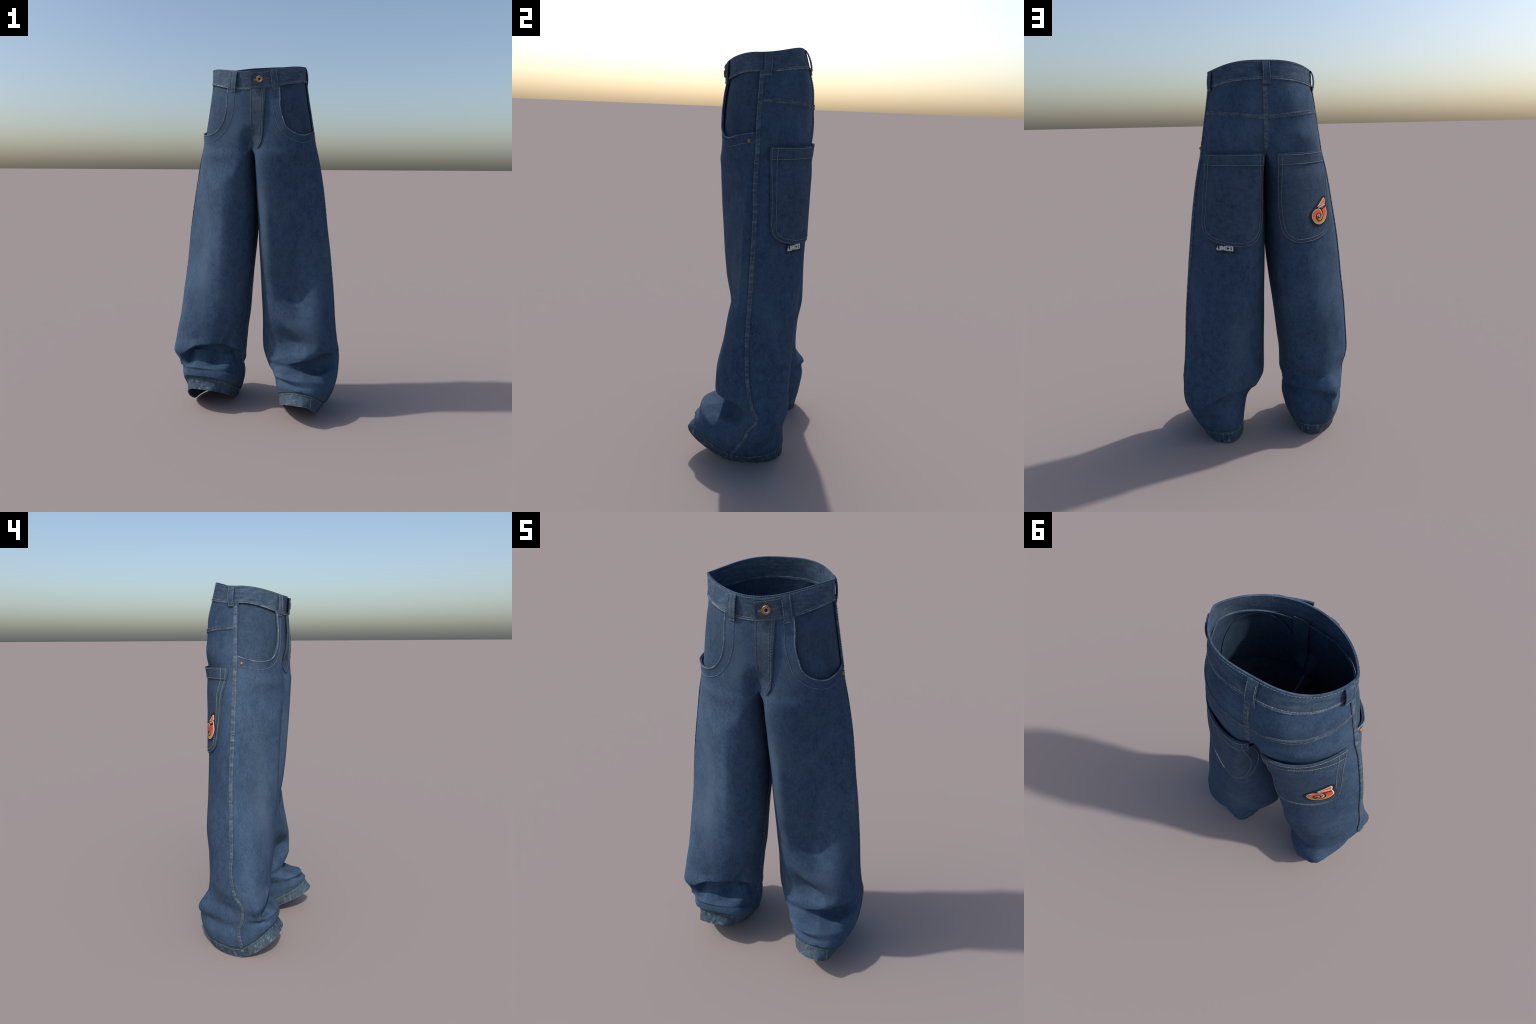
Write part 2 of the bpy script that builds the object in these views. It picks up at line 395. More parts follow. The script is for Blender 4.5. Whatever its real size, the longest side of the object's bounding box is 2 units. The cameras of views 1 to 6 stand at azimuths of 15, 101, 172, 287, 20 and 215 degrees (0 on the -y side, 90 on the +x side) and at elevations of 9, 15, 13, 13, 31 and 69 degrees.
class Nodes:
    def __init__(self, name):
        self.mat = bpy.data.materials.new(name)
        self.mat.use_nodes = True
        self.nt = self.mat.node_tree
        self.bsdf = self.nt.nodes["Principled BSDF"]
        self.obj = self.nt.nodes.new("ShaderNodeTexCoord").outputs["Object"]

    def link(self, a, b):
        self.nt.links.new(a, b)

    def node(self, kind, **props):
        n = self.nt.nodes.new(kind)
        for k, v in props.items():
            setattr(n, k, v)
        return n

    def put(self, socket, value):
        if isinstance(value, bpy.types.NodeSocket):
            self.link(value, socket)
        else:
            socket.default_value = value

    def scaled(self, scale, coord=None):
        m = self.node("ShaderNodeMapping")
        self.link(coord or self.obj, m.inputs["Vector"])
        m.inputs["Scale"].default_value = scale
        return m.outputs["Vector"]

    def noise(self, scale=(1, 1, 1), freq=1.0, detail=3.0, rough=0.55, coord=None):
        n = self.node("ShaderNodeTexNoise")
        self.link(self.scaled(scale, coord), n.inputs["Vector"])
        n.inputs["Scale"].default_value = freq
        n.inputs["Detail"].default_value = detail
        n.inputs["Roughness"].default_value = rough
        return n.outputs["Fac"]

    def ramp(self, fac, a, b, lo=0.0, hi=1.0):
        m = self.node("ShaderNodeMapRange", interpolation_type="SMOOTHSTEP")
        self.put(m.inputs["Value"], fac)
        m.inputs["From Min"].default_value, m.inputs["From Max"].default_value = a, b
        m.inputs["To Min"].default_value, m.inputs["To Max"].default_value = lo, hi
        return m.outputs["Result"]

    def mix(self, fac, a, b, mode="MIX"):
        m = self.node("ShaderNodeMix", data_type="RGBA", blend_type=mode)
        self.put(m.inputs["Factor"], fac)
        for s, v in ((m.inputs[6], a), (m.inputs[7], b)):
            self.put(s, (*v, 1) if isinstance(v, tuple) else v)
        return m.outputs[2]

    def math(self, op, a, b=0.0):
        m = self.node("ShaderNodeMath", operation=op)
        self.put(m.inputs[0], a)
        self.put(m.inputs[1], b)
        return m.outputs[0]

    def xyz(self):
        s = self.node("ShaderNodeSeparateXYZ")
        self.link(self.obj, s.inputs[0])
        return s.outputs

    def finish(self, colour, rough=0.85, bump=None, strength=0.3, dist=0.002, metallic=0.0, spec=0.2):
        self.put(self.bsdf.inputs["Base Color"], (*colour, 1) if isinstance(colour, tuple) else colour)
        self.put(self.bsdf.inputs["Roughness"], rough)
        self.bsdf.inputs["Metallic"].default_value = metallic
        self.bsdf.inputs["Specular IOR Level"].default_value = spec
        if bump is not None:
            b = self.node("ShaderNodeBump")
            b.inputs["Strength"].default_value = strength
            b.inputs["Distance"].default_value = dist
            self.link(bump, b.inputs["Height"])
            self.link(b.outputs[0], self.bsdf.inputs["Normal"])
        return self.mat


def denim(name, dark, mid, pale, wash=0.5, pucker=0.0, wear=0.0, pale_areas=()):
    """Washed denim: vertical slub grain, cloudy fading, optional seam pucker."""
    m = Nodes(name)
    cloud = m.noise((1, 1, 0.55), 5.0, 4, 0.55)
    blotch = m.noise((1, 1, 0.8), 26.0, 4, 0.6)
    slub = m.noise((1, 1, 0.12), 260.0, 3, 0.7)
    weft = m.noise((0.25, 0.25, 1), 420.0, 2, 0.7)
    grain = m.noise((1, 1, 1), 150.0, 4, 0.75)
    c = m.mix(m.ramp(blotch, 0.3, 0.72), dark, mid)
    c = m.mix(m.math("MULTIPLY", m.ramp(cloud, 0.42, 0.72), wash), c, pale)
    c = m.mix(m.ramp(slub, 0.35, 0.7, 0.0, 0.22), c, pale)
    c = m.mix(m.ramp(grain, 0.55, 0.75, 0.0, 0.22), c, pale)
    c = m.mix(m.ramp(grain, 0.25, 0.45, 0.35, 0.0), c, dark)
    c = m.mix(m.ramp(weft, 0.5, 0.8, 0.0, 0.12), c, dark)
    speck = m.noise((1, 1, 0.6), 125.0, 3, 0.65)
    speck2 = m.noise((1, 1, 0.5), 55.0, 2, 0.6)
    c = m.mix(m.ramp(speck, 0.28, 0.48, 0.52, 0.0), c, tuple(v * 0.72 for v in dark))
    c = m.mix(m.ramp(speck, 0.53, 0.72, 0.0, 0.50), c, pale)
    c = m.mix(m.ramp(speck2, 0.30, 0.45, 0.22, 0.0), c, tuple(v * 0.8 for v in dark))
    for (cx, cy, cz), (rx, ry, rz), amount in pale_areas:
        # paler areas with cloudy, streaky borders
        v = m.node("ShaderNodeVectorMath", operation="SUBTRACT")
        m.link(m.obj, v.inputs[0])
        v.inputs[1].default_value = (cx, cy, cz)
        w = m.scaled((1 / rx, 1 / ry, 1 / rz), v.outputs[0])
        d = m.node("ShaderNodeVectorMath", operation="LENGTH")
        m.link(w, d.inputs[0])
        streak = m.noise((1, 1, 0.25), 14.0, 4, 0.6)
        rim = m.math("ADD", d.outputs["Value"], m.math("MULTIPLY", m.math("SUBTRACT", streak, 0.5), 1.1))
        c = m.mix(m.ramp(rim, 0.15, 1.05, amount, 0.0), c, (0.078, 0.115, 0.166))
    if pucker:
        band = m.noise((0.3, 0.3, 1), 70.0, 2, 0.6)
        c = m.mix(m.ramp(band, 0.42, 0.68, 0.0, pucker), c, tuple(min(1, v * 1.9 + 0.03) for v in pale))
        c = m.mix(m.ramp(band, 0.25, 0.42, pucker * 0.7, 0.0), c, tuple(v * 0.6 for v in dark))
    if wear:
        band = m.noise((1, 1, 0.45), 58.0, 4, 0.65)
        c = m.mix(m.ramp(band, 0.52, 0.70, 0.0, wear), c, (0.20, 0.265, 0.30))
        c = m.mix(m.ramp(band, 0.28, 0.46, wear, 0.0), c, (0.012, 0.022, 0.034))
    height = m.math("ADD", m.math("MULTIPLY", grain, 0.7), m.math("MULTIPLY", slub, 0.5))
    return m.finish(c, 0.9, height, 0.35, 0.0015, spec=0.12)


DENIM = denim("washed_denim", (0.0255, 0.0490, 0.0925), (0.0392, 0.0730, 0.1320), (0.0710, 0.1150, 0.1770), pale_areas=[
    ((-0.11, -0.17, 1.68), (0.11, 0.10, 0.20), 0.42), ((0.11, -0.16, 1.62), (0.14, 0.10, 0.12), 0.25),
    ((-0.30, -0.12, 0.78), (0.085, 0.14, 0.48), 0.38), ((0.07, -0.17, 1.15), (0.06, 0.12, 0.42), 0.34),
    ((0.28, -0.12, 0.50), (0.16, 0.14, 0.17), 0.40), ((-0.30, 0.19, 1.45), (0.10, 0.14, 0.40), 0.30),  # first entry: left shin tinted paler, sunlight on the up-facing panel
    ((-0.30, 0.17, 0.80), (0.10, 0.14, 0.30), 0.25)])
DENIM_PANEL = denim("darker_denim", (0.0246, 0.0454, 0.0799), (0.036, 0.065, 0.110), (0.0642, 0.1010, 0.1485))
DENIM_BAND = denim("waistband_denim", (0.0278, 0.0505, 0.0902), (0.041, 0.070, 0.116), (0.0803, 0.1162, 0.1598), pucker=0.15)
DENIM_SEAM = denim("seam_denim", (0.0278, 0.0505, 0.0893), (0.049, 0.081, 0.126), (0.0942, 0.1293, 0.1692), pucker=0.32)
DENIM_FLY = denim("fly_denim", (0.0278, 0.0444, 0.0752), (0.038, 0.064, 0.110), (0.0770, 0.1071, 0.1466), pucker=0.1)
DENIM_CUFF = denim("worn_cuff_denim", (0.029, 0.050, 0.078), (0.046, 0.075, 0.108), (0.082, 0.116, 0.146), wear=0.6)


def plain(name, colour, rough=0.8, metallic=0.0, vary=0.25, freq=120.0):
    m = Nodes(name)
    n = m.noise((1, 1, 1), freq, 3, 0.6)
    c = m.mix(m.ramp(n, 0.3, 0.7), tuple(v * (1 - vary) for v in colour), tuple(min(1, v * (1 + vary)) for v in colour))
    return m.finish(c, rough, n, 0.1, 0.0005, metallic=metallic, spec=0.3)


DENIM_POCKET = denim("pocket_denim", (0.026, 0.048, 0.084), (0.040, 0.069, 0.117), (0.068, 0.103, 0.156), pucker=0.06)
WORN = denim("worn_edge_denim", (0.046, 0.070, 0.105), (0.080, 0.108, 0.144), (0.165, 0.195, 0.225), pucker=0.35)
THREAD = plain("pale_thread", (0.15, 0.195, 0.25), vary=0.35)
THREAD_TAN = plain("tan_thread", (0.12, 0.12, 0.125), vary=0.35)
THREAD_SAND = plain("sand_thread", (0.185, 0.205, 0.205), vary=0.3)
THREAD_GREEN = plain("greenish_thread", (0.13, 0.18, 0.15), vary=0.3)
COPPER = plain("copper", (0.34, 0.15, 0.07), 0.5, 0.5, 0.35)
STEEL = plain("dull_steel", (0.33, 0.33, 0.34), 0.4, 0.8, 0.3)
DARK = plain("dark_pit", (0.02, 0.015, 0.012), 0.9)
BLACK = plain("black_backing", (0.010, 0.012, 0.018), 0.85)
TAG = plain("charcoal_label", (0.018, 0.020, 0.026), 0.85)
LETTER = plain("pale_lettering", (0.56, 0.58, 0.55), 0.8, vary=0.15)
WHITE = plain("cream_border", (0.80, 0.70, 0.62), 0.8, vary=0.1)

# --------------------------------------------------------------------------
# 4. landmarks on the cloth
# --------------------------------------------------------------------------
CUFF_T = 0.062
# the side seam wanders: height, arc length from the outer landmark
SEAM_LINE = {1: ([0.09, 0.244, 0.324, 0.372, 0.53, 0.986, 1.27, 1.51, 1.69, 1.87], [0.0, 0.035, 0.060, 0.044, 0.044, 0.045, 0.042, 0.029, 0.023, 0.025]),
             -1: ([0.09, 0.232, 0.336, 0.396, 0.618, 0.906, 1.17, 1.44, 1.64, 1.87], [-0.03, 0.014, 0.041, 0.066, 0.027, 0.021, 0.011, 0.006, 0.012, 0.021])}
BAND = lambda u, t: t - WAIST_SEAM          # < 0 below the waistband


def spline(points, n=60):
    """Smooth open curve through 2-D control points (Catmull-Rom)."""
    p = np.array(points, float)
    p = np.vstack([2 * p[0] - p[1], p, 2 * p[-1] - p[-2]])
    out = []
    for i in range(1, len(p) - 2):
        s = np.linspace(0, 1, n, endpoint=False)[:, None]
        a, b, c, d = p[i - 1], p[i], p[i + 1], p[i + 2]
        out.append(0.5 * (2 * b + (c - a) * s + (2 * a - 5 * b + 4 * c - d) * s**2 + (3 * b - a - 3 * c + d) * s**3))
    out.append(p[-2][None])
    return np.vstack(out)


def polygon_distance(poly):
    """Signed distance (negative inside) to a closed polygon."""
    a = np.array(poly, float)
    b = np.roll(a, -1, axis=0)

    def f(x, y):
        d = np.full(np.shape(x), 1e9)
        inside = np.zeros(np.shape(x), bool)
        for (ax, ay), (bx, by) in zip(a, b):
            ex, ey = bx - ax, by - ay
            s = np.clip(((x - ax) * ex + (y - ay) * ey) / max(ex * ex + ey * ey, 1e-12), 0, 1)
            d = np.minimum(d, np.hypot(x - ax - s * ex, y - ay - s * ey))
            cross = ((ay > y) != (by > y)) & (x < (bx - ax) * (y - ay) / (by - ay + 1e-15) + ax)
            inside ^= cross
        return np.where(inside, -d, d)
    return f


def line_distance(points):
    a = np.array(points, float)

    def f(x, y):
        d = np.full(np.shape(x), 1e9)
        for (ax, ay), (bx, by) in zip(a[:-1], a[1:]):
            ex, ey = bx - ax, by - ay
            s = np.clip(((x - ax) * ex + (y - ay) * ey) / max(ex * ex + ey * ey, 1e-12), 0, 1)
            d = np.minimum(d, np.hypot(x - ax - s * ex, y - ay - s * ey))
        return d
    return f


def arc_z(cloth, u, t):
    return cloth.look(cloth.A, u, t), cloth.look(cloth.P, u, t)[:, 2]


# front pocket mouth in (arc from side seam, world z); arc is negative to the front
def mouth(cloth):
    top = [(-0.195, 1.90)]
    if cloth.side > 0:
        world = [(0.139, -0.118, 1.83), (0.150, -0.130, 1.74), (0.166, -0.135, 1.675), (0.192, -0.135, 1.632), (0.228, -0.12, 1.603), (0.268, -0.09, 1.592), (0.298, -0.04, 1.605)]
    else:
        world = [(-0.122, -0.140, 1.84), (-0.130, -0.148, 1.74), (-0.146, -0.150, 1.672), (-0.172, -0.145, 1.628), (-0.210, -0.13, 1.602), (-0.26, -0.09, 1.593), (-0.298, -0.05, 1.605)]
    pts = []
    for w in world:
        u, t = cloth.find(w, 0, 1)
        pts.append((float(cloth.look(cloth.A, np.array([u]), np.array([t]))[0]), w[2]))
    pts = [(pts[0][0] + 0.004, 1.93)] + pts + [(0.016 if cloth.side > 0 else 0.003, 1.622)]
    return spline(pts, 14)


# --------------------------------------------------------------------------
# 5. stitches
# --------------------------------------------------------------------------
STITCH = {"pale": [], "tan": [], "green": [], "sand": []}


def stitches(cloth, us, ts, off, kind="pale", length=0.0085, gap=0.0022, r=0.0009):
    """A row of short thread dashes following (u, t) points, lying on the cloth."""
    P, N = cloth.at(us, ts, off)
    seg = np.linalg.norm(np.diff(P, axis=0), axis=1)
    s = np.concatenate([[0], np.cumsum(seg)])
    pos = 0.0
    while pos + length < s[-1]:
        le = length * rng.uniform(0.85, 1.1)
        q = np.linspace(pos, min(pos + le, s[-1]), 4)
        p = np.stack([np.interp(q, s, P[:, i]) for i in range(3)], axis=1)
        n = np.stack([np.interp(q, s, N[:, i]) for i in range(3)], axis=1)
        rise = np.array([-0.0006, 0.0005, 0.0005, -0.0006])[:, None]
        STITCH[kind].append(tube(p + n * rise, r, 5, n))
        pos += le + gap


def tube(path, r, sides=6, up=None, caps=True):
    path = np.asarray(path)
    d = np.gradient(path, axis=0)
    d /= np.maximum(np.linalg.norm(d, axis=1, keepdims=True), 1e-9)
    ref = np.asarray(up) if up is not None else np.tile([0, 0, 1.0], (len(path), 1))
    a = np.cross(d, ref)
    a /= np.maximum(np.linalg.norm(a, axis=1, keepdims=True), 1e-9)
    b = np.cross(a, d)
    ang = np.linspace(0, 2 * math.pi, sides, endpoint=False)
    rr = np.broadcast_to(r, (len(path),))
    V = np.vstack([path[i] + rr[i] * (np.cos(ang)[:, None] * a[i] + np.sin(ang)[:, None] * b[i]) for i in range(len(path))])
    F = [(k * sides + j, k * sides + (j + 1) % sides, (k + 1) * sides + (j + 1) % sides, (k + 1) * sides + j) for k in range(len(path) - 1) for j in range(sides)]
    if caps:
        F += [tuple(reversed(range(sides))), tuple(range((len(path) - 1) * sides, len(path) * sides))]
    return V, F


# --------------------------------------------------------------------------
# 6. the parts
# --------------------------------------------------------------------------
TH = 0.0045
outer_u = np.linspace(0, 2, 145)
inner_u = np.linspace(2, 4, 145)
rows = lambda a, b, step: np.linspace(a, b, max(3, int(round((b - a) / step)) + 1))


def patch(cloth, us, ts, cuts, off, th, swap=False):
    """Cut a piece and give it thickness; off and th may be functions of (u, t)."""
    uv, F = piece(cloth, us, ts, cuts)
    P, N = cloth.at(uv[:, 0], uv[:, 1])
    o = off(uv[:, 0], uv[:, 1]) if callable(off) else off
    h = th(uv[:, 0], uv[:, 1]) if callable(th) else th
    return flip(thick(P, N, F, o, h), cloth.side)


for cloth in (L, R):
    curve = mouth(cloth)
    closed = np.vstack([curve, [(curve[-1][0], 1.97), (curve[0][0], 1.97)]])
    hole = polygon_distance(closed)

    def in_mouth(u, t, cloth=cloth, hole=hole):
        a, z = arc_z(cloth, u, t)
        return np.maximum(hole(a, z), u - 1.1)

    # leg: outer half up to the waist seam, inner half up to the crotch
    def gape(u, t, cloth=cloth, hole=hole):
        """The mouth's lower lip stands off the hip a little."""
        a, z = arc_z(cloth, u, t)
        d = np.abs(hole(a, z))
        on = np.clip(1 - d / 0.09, 0, 1) ** 2
        side_fade = np.clip(-a / 0.05, 0.3, 1)
        return 0.011 * on * side_fade * (u <= 1.2) * np.clip((1.2 - u) / 0.15, 0, 1)

    ts = np.concatenate([rows(CUFF_T, 0.45, 0.006), rows(0.45, CROTCH, 0.01)[1:], rows(CROTCH, WAIST_SEAM, 0.006)[1:]])
    a = patch(cloth, np.linspace(0, 4, 289), ts, [lambda u, t: -in_mouth(u, t)], gape, lambda u, t: TH + gape(u, t) * 0.5)
    make("trouser_leg", a, DENIM)

    # hip piece seen inside the front pocket mouth
    u_f = np.linspace(0.0, 1.15, 92)
    wide = lambda u, t: in_mouth(u, t) - 0.035
    a = patch(cloth, u_f, rows(1.52, WAIST_SEAM + 0.004, 0.006), [wide], lambda u, t: -0.0062 + 0.0040 * np.clip(in_mouth(u, t) / 0.03, 0, 1), 0.003)
    make("pocket_facing", a, DENIM_PANEL)

    # cuff: worn hem, a bit proud and ragged at the lower edge
    us = np.linspace(0, 4, 289)
    cuff_t = rows(-0.0, CUFF_T + 0.004, 0.004)
    uv, F = piece(cloth, us, cuff_t, [])
    P, N = cloth.at(uv[:, 0], uv[:, 1])
    rag = np.array([noise.noise(Vector((u * 22, cloth.side * 3.0, 0.5))) + 0.6 * noise.noise(Vector((u * 55, cloth.side * 5.0, 2.5))) for u in uv[:, 0]])
    P[:, 2] += np.clip(1 - uv[:, 1] / 0.02, 0, 1) * 0.002 * (0.6 + rag) 
    lump = np.array([noise.noise(Vector((u * 14, t * 30, cloth.side * 9.0))) for u, t in uv])
    make("hem_cuff", flip(thick(P, N, F, 0.0025 + 0.002 * lump, 0.007), cloth.side), DENIM_CUFF)
    uu = np.linspace(0, 4, 500)
    stitches(cloth, uu, np.full(500, CUFF_T - 0.006), 0.0045, "green", r=0.0012)
    P, N = cloth.at(uu, np.full(500, 0.0005), 0.001)
    fray = 0.0016 + 0.0012 * np.array([noise.noise(Vector((u * 40, 1.5, cloth.side))) for u in uu])
    make("hem_edge", tube(P, fray, 6, N), WORN)

    # side seam strip, folded and puckered
    t_s = rows(CUFF_T - 0.03, WAIST_SEAM, 0.004)
    us = np.linspace(0.76, 1.36, 61)
    seam_arc = lambda t: np.interp(t, *SEAM_LINE[cloth.side])
    half = lambda u, t: np.abs(cloth.look(cloth.A, u, t) - seam_arc(t)) - (0.0105 - 0.002 * np.clip((0.9 - t) / 0.5, 0, 1))
    bumpy = lambda u, t: 0.0052 + 0.0012 * np.sin(t * 290 + 3 * np.sin(t * 41)) * (0.5 + 0.5 * np.sin(t * 17))
    make("side_seam", patch(cloth, us, t_s, [half], bumpy, 0.006), DENIM_SEAM)
    tt = rows(0.07, WAIST_SEAM - 0.005, 0.004)
    for arc in (-0.007, 0.007):
        stitches(cloth, cloth.u_of_arc(seam_arc(tt) + arc, tt, 0.76, 1.36), tt, 0.0060, "tan" if arc > 0 else "pale", r=0.0008)

    # inseam ridge
    t_i = rows(CUFF_T, CROTCH - 0.03, 0.006)
    a3 = lambda u, t: np.abs(u - 3.0) - 0.022
    make("inner_seam", patch(cloth, np.linspace(2.95, 3.05, 9), t_i, [a3], 0.002, 0.004), DENIM_SEAM)

    # stitching round the pocket mouth
    def along(points, lo, hi):
        """(arc, z) -> (u, t) on the front quarter."""
        us, ts = [], []
        ug = np.linspace(lo, hi, 160)
        for a_, z_ in points:
            t_ = z_
            for _ in range(4):
                u_ = float(np.interp(a_, cloth.look(cloth.A, ug, np.full(160, t_)), ug))
                t_ += z_ - float(cloth.look(cloth.P, np.array([u_]), np.array([t_]))[0, 2])
                t_ = min(t_, WAIST_SEAM - 0.002)
            us.append(u_)
            ts.append(t_)
        return np.array(us), np.array(ts)

    def inset(points, d):
        p = np.array(points)
        g = np.gradient(p, axis=0)
        g /= np.linalg.norm(g, axis=1, keepdims=True)
        return p + d * np.stack([g[:, 1], -g[:, 0]], axis=1)

    lip = curve[curve[:, 1] < 1.86]
    for d, k in ((-0.0, "pale"), (0.038, "pale")):
        off_pts = inset(lip, d)
        off_pts = off_pts[(off_pts[:, 0] < curve[-1][0])]
        uu, tt = along(off_pts, 0.0, 1.2)
        if d == 0:
            # rolled, worn lip of the mouth
            P, N = cloth.at(uu, tt, gape(uu, tt) - 0.001)
            make("pocket_lip", tube(P, 0.0029, 8, N), WORN)
        else:
            stitches(cloth, uu, tt, gape(uu, tt) + 0.0008, k, gap=0.002, r=0.0009)

    # waist seam stitches
    uu = np.linspace(0.0, 2.0, 400)
    stitches(cloth, uu, np.full(400, WAIST_SEAM + 0.004), 0.0028, "pale", gap=0.002, r=0.0012)
    stitches(cloth, uu, np.full(400, WAIST_TOP - 0.006), 0.0028, "pale", gap=0.003, r=0.0009)

    # yoke seam over the seat
    zy = lambda u: 1.765 - 0.03 * ((u - 1) ** 1.5)
    def yoke(u, t):
        z = cloth.look(cloth.P, u, t)[:, 2]
        return np.abs(z - zy(np.clip(u, 1, 2))) - 0.0085
    make("yoke_seam", patch(cloth, np.linspace(1.03, 2.0, 90), rows(1.69, 1.80, 0.003), [yoke], lambda u, t: 0.003 + 0.0008 * np.sin(u * 160), 0.004), DENIM_SEAM)
    uu = np.linspace(1.04, 2.0, 240)
    for dz in (-0.010, 0.004):
        tt = zy(uu) + dz
        for _ in range(3):
            tt += zy(uu) + dz - cloth.look(cloth.P, uu, tt)[:, 2]
        stitches(cloth, uu, tt, 0.0042, "tan")

# waistband, both halves
halves = []
for cloth in (L, R):
    halves.append(patch(cloth, np.linspace(0, 2, 161), rows(WAIST_SEAM - 0.002, WAIST_TOP, 0.005), [], 0.0018, 0.0065))
make("waistband", merge(*halves), DENIM_BAND)

halves = []
for cloth in (L, R):
    halves.append(patch(cloth, np.linspace(0.0, 2.0, 161), np.linspace(WAIST_SEAM - 0.0055, WAIST_SEAM + 0.0005, 5), [],
                        lambda u, t: 0.0034 + 0.0008 * np.sin(u * 90 + 2 * np.sin(u * 23)), 0.004))
make("waist_seam", merge(*halves), WORN)

# inside: waistband seam, fly shield, pocket bags
halves = []
for cloth in (L, R):
    halves.append(patch(cloth, np.linspace(0.0, 2.0, 161), np.linspace(WAIST_SEAM - 0.004, WAIST_SEAM + 0.004, 5), [], -0.0090, 0.003))
make("lining_seam", merge(*halves), DENIM_SEAM)
shield = lambda u, t: np.maximum.reduce([L.look(L.P, u, t)[:, 0] - 0.062, 1.585 - L.look(L.P, u, t)[:, 2]])
make("fly_shield", patch(L, np.linspace(0.0, 0.4, 40), rows(1.58, WAIST_SEAM + 0.02, 0.006), [shield], -0.0125, 0.004), DENIM_PANEL)
for cloth in (L, R):
    oval = lambda u, t: np.hypot((u - 0.52) / 0.42, (t - 1.64) / 0.235) - 1
    sag = lambda u, t: -0.0100 - 0.006 * np.clip(1 - np.hypot((u - 0.52) / 0.42, (t - 1.62) / 0.22) ** 2, 0, 1) * (1 + 0.25 * np.sin(u * 21 + t * 13))
    make("pocket_bag", patch(cloth, np.linspace(0.08, 0.98, 60), rows(1.40, WAIST_SEAM - 0.005, 0.008), [oval], sag, 0.002), DENIM_PANEL)

# seat seam down the back centre
halves = []
for cloth in (L, R):
    f = lambda u, t: -(cloth.look(cloth.P, u, t)[:, 0] * cloth.side) - 1 if False else np.abs(cloth.look(cloth.P, u, t)[:, 0]) - 0.011
    halves.append(patch(cloth, np.linspace(1.8, 2.0, 30), rows(CROTCH + 0.005, WAIST_SEAM, 0.005), [f], lambda u, t: 0.003 + 0.0008 * np.sin(t * 300), 0.005))
make("seat_seam", merge(*halves), DENIM_SEAM)
for cloth in (L, R):
    tt = rows(CROTCH + 0.01, WAIST_SEAM - 0.003, 0.005)
    us = np.linspace(1.8, 2.0, 60)
    for xx in ((0.008,) if cloth is L else (0.008,)):
        uu = np.array([np.interp(-xx, -np.abs(cloth.look(cloth.P, us, np.full(60, t))[:, 0]), us) for t in tt])
        stitches(cloth, uu, tt, 0.0045, "tan")


# --- fly, waistband tab, button ------------------------------------------
world = lambda cloth, u, t: cloth.look(cloth.P, u, t)


def xz_region(cloth, poly):
    f = polygon_distance(poly)

    def g(u, t):
        p = world(cloth, u, t)
        return f(p[:, 0], p[:, 2])
    return g


def uv_of_xz(cloth, pts, lo, hi):
    """(x, z) points seen from front or back -> (u, t), u limited to [lo, hi]."""
    us, ts = [], []
    ug = np.linspace(lo, hi, 300)
    for x, z in pts:
        t = z
        for _ in range(5):
            X = cloth.look(cloth.P, ug, np.full(300, t))[:, 0] * cloth.side
            order = np.argsort(X)
            u = float(np.interp(x * cloth.side, X[order], ug[order]))
            t = float(np.clip(t + z - cloth.look(cloth.P, np.array([u]), np.array([t]))[0, 2], 0.0, WAIST_TOP))
        us.append(u)
        ts.append(t)
    return np.array(us), np.array(ts)


FLY = [(0.001, 1.842), (0.082, 1.842), (0.076, 1.72), (0.072, 1.61), (0.064, 1.556), (0.050, 1.530), (0.040, 1.524), (0.030, 1.532), (0.008, 1.575), (0.001, 1.62)]
fly_off = lambda u, t: 0.006 + 0.009 * np.exp(-((t - 1.78) / 0.09) ** 2) * np.clip(1.2 - u / 0.3, 0.3, 1)
make("fly_flap", patch(L, np.linspace(0, 0.45, 60), rows(CROTCH - 0.03, WAIST_SEAM, 0.005), [xz_region(L, FLY)], fly_off, 0.0045), DENIM_FLY)
for dx in (0.060, 0.069):
    uu, tt = uv_of_xz(L, [(dx - 0.004 * k / 40, 1.835 - 0.0062 * k) for k in range(41)], 0.0, 0.6)
    stitches(L, uu, tt, fly_off(uu, tt) + 0.0008, "pale", gap=0.003, r=0.0010)
uu, tt = uv_of_xz(L, [(0.007, 1.835 - 0.006 * k) for k in range(40)], 0.0, 0.6)
stitches(L, uu, tt, fly_off(uu, tt) + 0.0008, "tan")
uu, tt = uv_of_xz(L, [(0.012 + 0.028 * k / 12, 1.578 - 0.045 * k / 12) for k in range(13)] + [(0.042 + 0.022 * k / 12, 1.535 + 0.05 * k / 12) for k in range(13)], 0.0, 0.6)
stitches(L, uu, tt, fly_off(uu, tt) + 0.0008, "tan")

tab_off = lambda u, t: 0.0065 + 0.017 * np.clip((0.11 - L.look(L.P, u, t)[:, 0]) / 0.10, 0, 1) ** 1.5
tab_cut = lambda u, t: np.maximum(L.look(L.P, u, t)[:, 0] - 0.112, 0.006 + 0.006 * (WAIST_TOP - t) / 0.07 - L.look(L.P, u, t)[:, 0])
make("waistband_tab", patch(L, np.linspace(0, 0.5, 50), rows(WAIST_SEAM - 0.004, WAIST_TOP - 0.006, 0.004), [tab_cut], tab_off, 0.007), DENIM_FLY)
for tq in (WAIST_SEAM + 0.003, WAIST_TOP - 0.012):
    uu = np.linspace(0.03, 0.36, 80)
    stitches(L, uu, np.full(80, tq), tab_off(uu, np.full(80, tq)) + 0.0008, "pale", gap=0.002)


